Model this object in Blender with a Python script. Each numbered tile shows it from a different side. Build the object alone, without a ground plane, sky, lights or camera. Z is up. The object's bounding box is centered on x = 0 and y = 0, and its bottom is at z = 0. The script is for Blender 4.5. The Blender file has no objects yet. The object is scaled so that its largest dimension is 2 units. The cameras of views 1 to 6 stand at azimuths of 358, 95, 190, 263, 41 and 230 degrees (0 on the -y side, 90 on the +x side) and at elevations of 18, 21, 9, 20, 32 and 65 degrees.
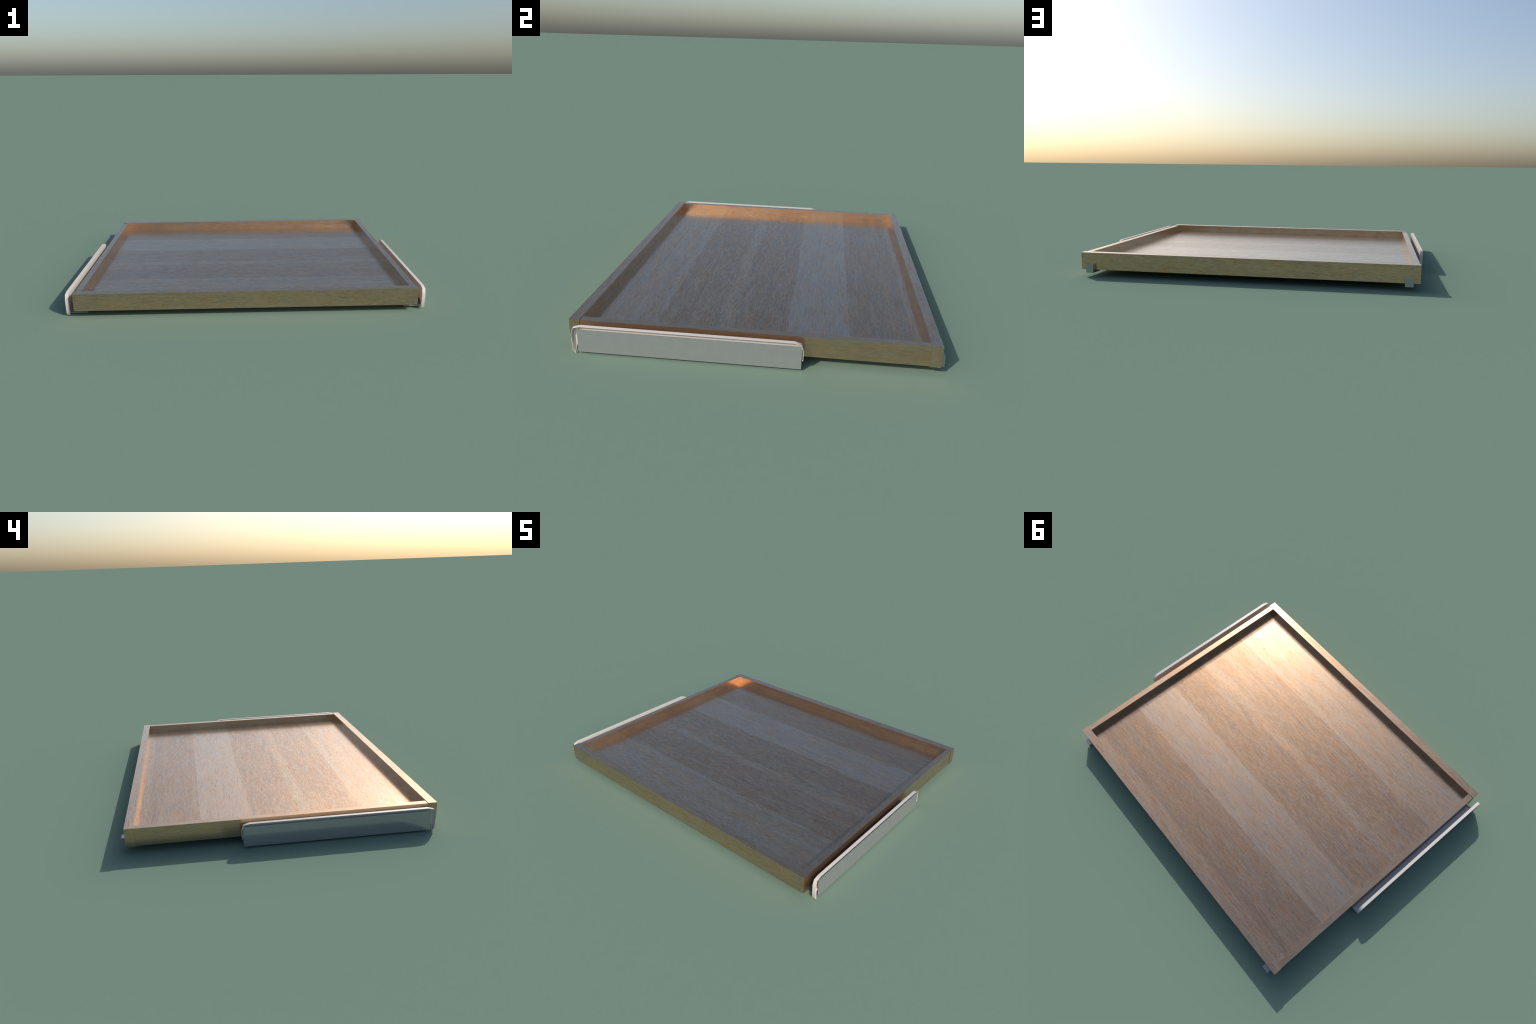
"""Shallow pull-out wooden tray (drawer) with a pair of metal slides."""
import bpy, bmesh

# ------------------------------------------------------------------ sizes (m)
BOARD_X = 0.9507                      # half width of front and back boards
FRONT_Y0, FRONT_Y1 = -0.8035, -0.7570  # front board, outer and inner face
BACK_Y0, BACK_Y1 = 0.7360, 0.7820      # back board, inner and outer face
BOARD_Z0, BOARD_Z1 = 0.0378, 0.1357
SIDE_IN, SIDE_OUT = 0.9140, 0.9480     # side boards sit a little inside ...
SIDE_Z0, SIDE_Z1 = 0.0402, 0.1330      # ... and below the front/back boards
FLOOR_Z0, FLOOR_Z1 = 0.0722, 0.0852
FLOOR_SEAMS = [FRONT_Y1, -0.446, 0.138, 0.4075, 0.684, BACK_Y0]
FOOT_X0, FOOT_X1 = 0.8705, 0.9138      # runner bar under each side
FOOT_Z0, FOOT_Z1 = 0.0225, 0.0708
REAR_Y = 0.8035
PLATE_Y0, PLATE_Y1 = -0.7510, 0.2073   # angle bracket
PLATE_X = 0.9980
PLATE_Z0, PLATE_Z1 = 0.0068, 0.1132
SHELF_X = 0.8870
COVER_IN, COVER_OUT = 0.9826, 1.0000   # pale trim around the bracket

# ------------------------------------------------------------------ node helpers
class Nodes:
    def __init__(self, name):
        self.mat = bpy.data.materials.new(name)
        self.mat.use_nodes = True
        self.t = self.mat.node_tree
        self.bsdf = self.t.nodes["Principled BSDF"]
        self.coord = self.new("ShaderNodeTexCoord").outputs["Object"]

    def new(self, kind, **props):
        n = self.t.nodes.new(kind)
        for k, v in props.items():
            setattr(n, k, v)
        return n

    def link(self, a, b):
        self.t.links.new(a, b)

    def put(self, socket, v):
        if isinstance(v, bpy.types.NodeSocket):
            self.link(v, socket)
        else:
            socket.default_value = v

    def math(self, op, a, b=0.0, c=0.0, clamp=False):
        n = self.new("ShaderNodeMath", operation=op, use_clamp=clamp)
        for i, v in enumerate((a, b, c)):
            self.put(n.inputs[i], v)
        return n.outputs[0]

    def stretch(self, scale, offset=(0, 0, 0)):
        n = self.new("ShaderNodeMapping")
        self.link(self.coord, n.inputs["Vector"])
        n.inputs["Scale"].default_value = scale
        n.inputs["Location"].default_value = offset
        return n.outputs[0]

    def wander(self, axis, off):
        """Let the grain lines drift slowly sideways instead of running dead straight."""
        n = self.noise(self.stretch(grain_scale(axis, 1.6, 5.0), off), 2.0)
        d = self.math("MULTIPLY", self.math("SUBTRACT", n, 0.5), 0.030)
        c = self.new("ShaderNodeCombineXYZ")
        for i in range(3):
            if i != axis:
                self.link(d, c.inputs[i])
        add = self.new("ShaderNodeVectorMath", operation="ADD")
        self.link(self.coord, add.inputs[0])
        self.link(c.outputs[0], add.inputs[1])
        self.straight, self.coord = self.coord, add.outputs[0]

    def noise(self, vec, detail=3.0, rough=0.55, distort=0.0):
        n = self.new("ShaderNodeTexNoise")
        self.link(vec, n.inputs["Vector"])
        n.inputs["Scale"].default_value = 1.0
        n.inputs["Detail"].default_value = detail
        n.inputs["Roughness"].default_value = rough
        n.inputs["Distortion"].default_value = distort
        return n.outputs["Fac"]

    def ramp(self, fac, stops):
        n = self.new("ShaderNodeValToRGB")
        el = n.color_ramp.elements
        while len(el) < len(stops):
            el.new(0.5)
        for e, (p, c) in zip(el, stops):
            e.position = p
            e.color = (*c, 1.0)
        self.put(n.inputs[0], fac)
        return n.outputs[0]

    def mix(self, fac, a, b, blend="MIX"):
        n = self.new("ShaderNodeMix", data_type="RGBA", blend_type=blend)
        self.put(n.inputs[0], fac)
        for s, v in ((n.inputs[6], a), (n.inputs[7], b)):
            self.put(s, (*v, 1.0) if isinstance(v, tuple) else v)
        return n.outputs[2]

    def smooth(self, v, lo, hi):
        n = self.new("ShaderNodeMapRange", interpolation_type="SMOOTHSTEP")
        self.put(n.inputs[0], v)
        n.inputs[1].default_value, n.inputs[2].default_value = lo, hi
        return n.outputs[0]


def grain_scale(axis, along, across):
    return tuple(along if i == axis else across for i in range(3))


WOOD_DARK = (0.425, 0.272, 0.178)
WOOD_MID = (0.612, 0.436, 0.300)
WOOD_LIGHT = (0.735, 0.560, 0.420)


def make_wood(name, axis, seed, planks=False, contrast=1.0):
    """Lacquered oak veneer: fine pores and streaks running along one axis."""
    m = Nodes(name)
    off = (seed * 3.1, seed * 1.7, seed * 5.3)
    m.wander(axis, off)
    streak = m.noise(m.stretch(grain_scale(axis, 27, 165), off), 3.0, 0.6, 0.3)
    speckle = m.noise(m.stretch(grain_scale(axis, 190, 240), off), 2.0, 0.6)
    figure = m.noise(m.stretch(grain_scale(axis, 2.4, 20), off), 4.0, 0.6, 1.5)
    broad = m.noise(m.stretch(grain_scale(axis, 0.7, 4.5), off), 2.0, 0.5, 0.5)
    v = m.math("MULTIPLY_ADD", figure, 0.19, m.math("MULTIPLY", broad, 0.07))
    streak_gain, speckle_gain = 0.44 * contrast, 0.34 * contrast
    if planks:
        sep = m.new("ShaderNodeSeparateXYZ")
        m.link(m.straight, sep.inputs[0])
        y = sep.outputs["Y"]
        drift = m.math("SUBTRACT", m.noise(m.stretch((2.6, 0.3, 0.3), off), 3.0), 0.5)
        wavy = m.math("MULTIPLY_ADD", drift, 0.07, y)
        b1 = m.smooth(m.math("MULTIPLY_ADD", drift, 0.01, y), -0.448, -0.444)
        mid = m.math("SUBTRACT", 1.0, m.smooth(m.math("ABSOLUTE", m.math("ADD", wavy, 0.150)), 0.012, 0.050))
        b2 = m.smooth(wavy, 0.136, 0.140)
        b3 = m.smooth(y, 0.4067, 0.4083)
        b4 = m.smooth(y, 0.682, 0.686)
        # tone of the boards from front to back: pale, figured (with a pale
        # heart stripe), pale grey, pinkish brown, pale edge
        tone = m.math("MULTIPLY_ADD", b1, -0.075, 0.030)
        tone = m.math("MULTIPLY_ADD", mid, 0.055, tone)
        tone = m.math("MULTIPLY_ADD", b2, 0.072, tone)
        tone = m.math("MULTIPLY_ADD", b3, -0.080, tone)
        tone = m.math("MULTIPLY_ADD", b4, 0.050, tone)
        v = m.math("ADD", v, tone)
        figured = m.math("SUBTRACT", 1.0, b2)        # longer, stronger streaks
        streak_gain = m.math("MULTIPLY_ADD", figured, 0.17, 0.25)
    half = m.math("SUBTRACT", streak, 0.5)
    v = m.math("ADD", v, m.math("MULTIPLY", half, streak_gain))
    v = m.math("MULTIPLY_ADD", m.math("SUBTRACT", speckle, 0.5), speckle_gain, v)
    pores = m.noise(m.stretch(grain_scale(axis, 12, 270), off), 2.0, 0.5)
    v = m.math("MULTIPLY_ADD", m.math("SUBTRACT", m.smooth(pores, 0.30, 0.46), 0.85), 0.10 * contrast, v)
    # v is centred on about 0.19
    v = m.math("ADD", m.math("MULTIPLY", v, 1.45), 0.272)
    col = m.ramp(v, [(0.28, WOOD_DARK), (0.50, WOOD_MID), (0.74, WOOD_LIGHT)])
    # fibres drift between orange-brown, yellowish and cool grey, coarse and fine
    coarse = m.noise(m.stretch(grain_scale(axis, 6, 30), (off[1], off[2], off[0])), 3.0, 0.65)
    fine = m.noise(m.stretch(grain_scale(axis, 26, 125), (off[2], off[0], off[1])), 2.0, 0.6, 0.4)
    hue = m.math("MULTIPLY_ADD", coarse, 0.55, m.math("MULTIPLY", fine, 0.45))
    tint = m.ramp(hue, [(0.37, (1.09, 0.965, 0.85)), (0.46, (1.02, 1.00, 0.95)),
                        (0.53, (0.985, 1.01, 1.00)), (0.63, (0.92, 1.00, 1.11))])
    col = m.mix(1.0, col, tint, "MULTIPLY")
    if planks:
        pale = m.math("MULTIPLY", b2, m.math("SUBTRACT", 1.0, b3))
        col = m.mix(pale, col, m.mix(1.0, col, (0.975, 1.0, 1.04), "MULTIPLY"))
    b = m.bsdf
    m.link(col, b.inputs["Base Color"])
    b.inputs["Metallic"].default_value = 0.945    # strong lacquer-like sheen
    m.link(m.math("MULTIPLY_ADD", half, -0.12, 0.220), b.inputs["Roughness"])
    return m.mat


def make_zinc():
    """Galvanised steel: cool grey, faint bright specks."""
    m = Nodes("galvanised_steel")
    speck = m.noise(m.stretch((520, 520, 520)), 2.0, 0.7)
    cloud = m.noise(m.stretch((30, 30, 30)), 3.0)
    v = m.math("MULTIPLY_ADD", cloud, 0.25, m.math("MULTIPLY", speck, 0.75))
    m.link(m.ramp(v, [(0.35, (0.375, 0.383, 0.380)), (0.56, (0.405, 0.413, 0.408)),
                      (0.68, (0.52, 0.52, 0.51))]), m.bsdf.inputs["Base Color"])
    m.bsdf.inputs["Metallic"].default_value = 0.55
    m.bsdf.inputs["Roughness"].default_value = 0.13
    return m.mat


def make_trim():
    """Off-white painted trim."""
    m = Nodes("off_white_paint")
    cloud = m.noise(m.stretch((14, 14, 14)), 3.0)
    m.link(m.ramp(cloud, [(0.3, (0.645, 0.595, 0.535)), (0.7, (0.675, 0.62, 0.56))]),
           m.bsdf.inputs["Base Color"])
    m.bsdf.inputs["Roughness"].default_value = 0.45
    return m.mat


# ------------------------------------------------------------------ mesh helpers
def new_object(name, bm, material, parent, smooth_angle=None):
    bmesh.ops.recalc_face_normals(bm, faces=bm.faces)
    me = bpy.data.meshes.new(name)
    bm.to_mesh(me)
    bm.free()
    me.materials.append(material)
    if smooth_angle is not None:
        me.shade_smooth()
        me.set_sharp_from_angle(angle=smooth_angle)
    ob = bpy.data.objects.new(name, me)
    bpy.context.collection.objects.link(ob)
    ob.parent = parent
    return ob


def box(bm, lo, hi, bevel=0.0):
    r = bmesh.ops.create_cube(bm, size=1.0)
    for v in r["verts"]:
        v.co = [lo[i] + (v.co[i] + 0.5) * (hi[i] - lo[i]) for i in range(3)]
    if bevel:
        edges = list({e for v in r["verts"] for e in v.link_edges})
        bmesh.ops.bevel(bm, geom=edges, offset=bevel, segments=2, affect="EDGES",
                        profile=0.5, clamp_overlap=True)


def board(name, lo, hi, material, parent, bevel=0.0):
    bm = bmesh.new()
    box(bm, lo, hi, bevel)
    return new_object(name, bm, material, parent)


def inset_outline(pts, d):
    """Offset a closed counter-clockwise outline inwards by d."""
    out = []
    n = len(pts)
    for i in range(n):
        (x0, y0), (x1, y1), (x2, y2) = pts[i - 1], pts[i], pts[(i + 1) % n]
        a = ((x1 - x0), (y1 - y0)); la = (a[0] ** 2 + a[1] ** 2) ** 0.5
        b = ((x2 - x1), (y2 - y1)); lb = (b[0] ** 2 + b[1] ** 2) ** 0.5
        na = (-a[1] / la, a[0] / la); nb = (-b[1] / lb, b[0] / lb)
        k = d / max(0.35, 1.0 + na[0] * nb[0] + na[1] * nb[1])
        out.append((x1 + (na[0] + nb[0]) * k, y1 + (na[1] + nb[1]) * k))
    return out


# side outline of the trim, (y, z), counter-clockwise
COVER_OUTLINE = [
    (-0.7640, 0.0000), (-0.7545, 0.0415), (-0.7500, 0.0475), (0.2070, 0.0475), (0.2140, 0.0465),
    (0.2152, 0.0895), (0.2050, 0.1210), (0.1750, 0.1290), (-0.7370, 0.1285),
    (-0.7675, 0.1203), (-0.7772, 0.0885), (-0.7755, 0.0167),
]
TUCKED = (1, 2, 3)         # outline corners whose rim stays behind the bracket plate
TUCK_X = 0.9925
WALL = 0.0016


def slide_cover(sign, material, parent):
    """Shallow pan: thin web towards the tray, thin rim turned outwards."""
    bm = bmesh.new()
    outer, inner = COVER_OUTLINE, inset_outline(COVER_OUTLINE, WALL)
    def ring(pts, x):
        return [bm.verts.new((sign * (min(x, TUCK_X) if i in TUCKED else x), p[0], p[1]))
                for i, p in enumerate(pts)]
    web_in = ring(outer, COVER_IN)
    rim_out = ring(outer, COVER_OUT)
    rim_in = ring(inner, COVER_OUT)
    web_out = ring(inner, COVER_IN + WALL)
    n = len(outer)
    bm.faces.new(web_in)
    bm.faces.new(web_out)
    for a, b in ((web_in, rim_out), (rim_out, rim_in), (rim_in, web_out)):
        for i in range(n):
            j = (i + 1) % n
            bm.faces.new((a[i], a[j], b[j], b[i]))
    return new_object("slide_cover", bm, material, parent, smooth_angle=1.08)


def slide_bracket(sign, material, parent):
    """L-shaped steel angle: upright plate plus a shelf under the tray."""
    t = 0.0016
    prof = [(SHELF_X, PLATE_Z0), (PLATE_X, PLATE_Z0), (PLATE_X, PLATE_Z1),
            (PLATE_X - t, PLATE_Z1), (PLATE_X - t, PLATE_Z0 + 0.0045), (SHELF_X, PLATE_Z0 + 0.0045)]
    bm = bmesh.new()
    a = [bm.verts.new((sign * x, PLATE_Y0, z)) for x, z in prof]
    b = [bm.verts.new((sign * x, PLATE_Y1, z)) for x, z in prof]
    n = len(prof)
    bm.faces.new(a)
    bm.faces.new(b)
    for i in range(n):
        j = (i + 1) % n
        bm.faces.new((a[i], a[j], b[j], b[i]))
    return new_object("slide_bracket", bm, material, parent)


def runner(sign, material, parent):
    """Runner bar below the tray, ending in a square stop behind the back board."""
    lo, hi = sorted((sign * FOOT_X0, sign * FOOT_X1))
    bar = board("runner_bar", (lo, -0.745, FOOT_Z0), (hi, BACK_Y1 + 0.0005, BOARD_Z0 - 0.0006),
                material, parent, bevel=0)
    stop = board("runner_stop", (lo, BACK_Y1 + 0.0005, FOOT_Z0), (hi, REAR_Y, FOOT_Z1),
                 material, bar, bevel=0)
    return bar, stop


# ------------------------------------------------------------------ build
root = bpy.data.objects.new("drawer_tray", None)
bpy.context.collection.objects.link(root)
root["label"] = "shallow square oak pull-out tray with steel side slides"
root["category"] = "drawer tray"

oak_floor = make_wood("oak_floor", 0, 0.0, planks=True)
oak_cross = make_wood("oak_cross_boards", 0, 2.3, contrast=0.85)
oak_side = make_wood("oak_side_boards", 1, 4.1, contrast=0.55)
zinc = make_zinc()
trim = make_trim()

board("front_board", (-BOARD_X, FRONT_Y0, BOARD_Z0), (BOARD_X, FRONT_Y1, BOARD_Z1), oak_cross, root)
board("back_board", (-BOARD_X, BACK_Y0, BOARD_Z0), (BOARD_X, BACK_Y1, BOARD_Z1), oak_cross, root)
for y0, y1 in zip(FLOOR_SEAMS, FLOOR_SEAMS[1:]):
    board("floor_board", (-SIDE_IN, y0, FLOOR_Z0), (SIDE_IN, y1, FLOOR_Z1), oak_floor, root, bevel=0)
for sign in (1, -1):
    lo, hi = sorted((sign * SIDE_IN, sign * SIDE_OUT))
    board("side_board", (lo, FRONT_Y1, SIDE_Z0), (hi, BACK_Y0, SIDE_Z1), oak_side, root)
    slide_bracket(sign, zinc, root)
    slide_cover(sign, trim, root)
    runner(sign, zinc, root)
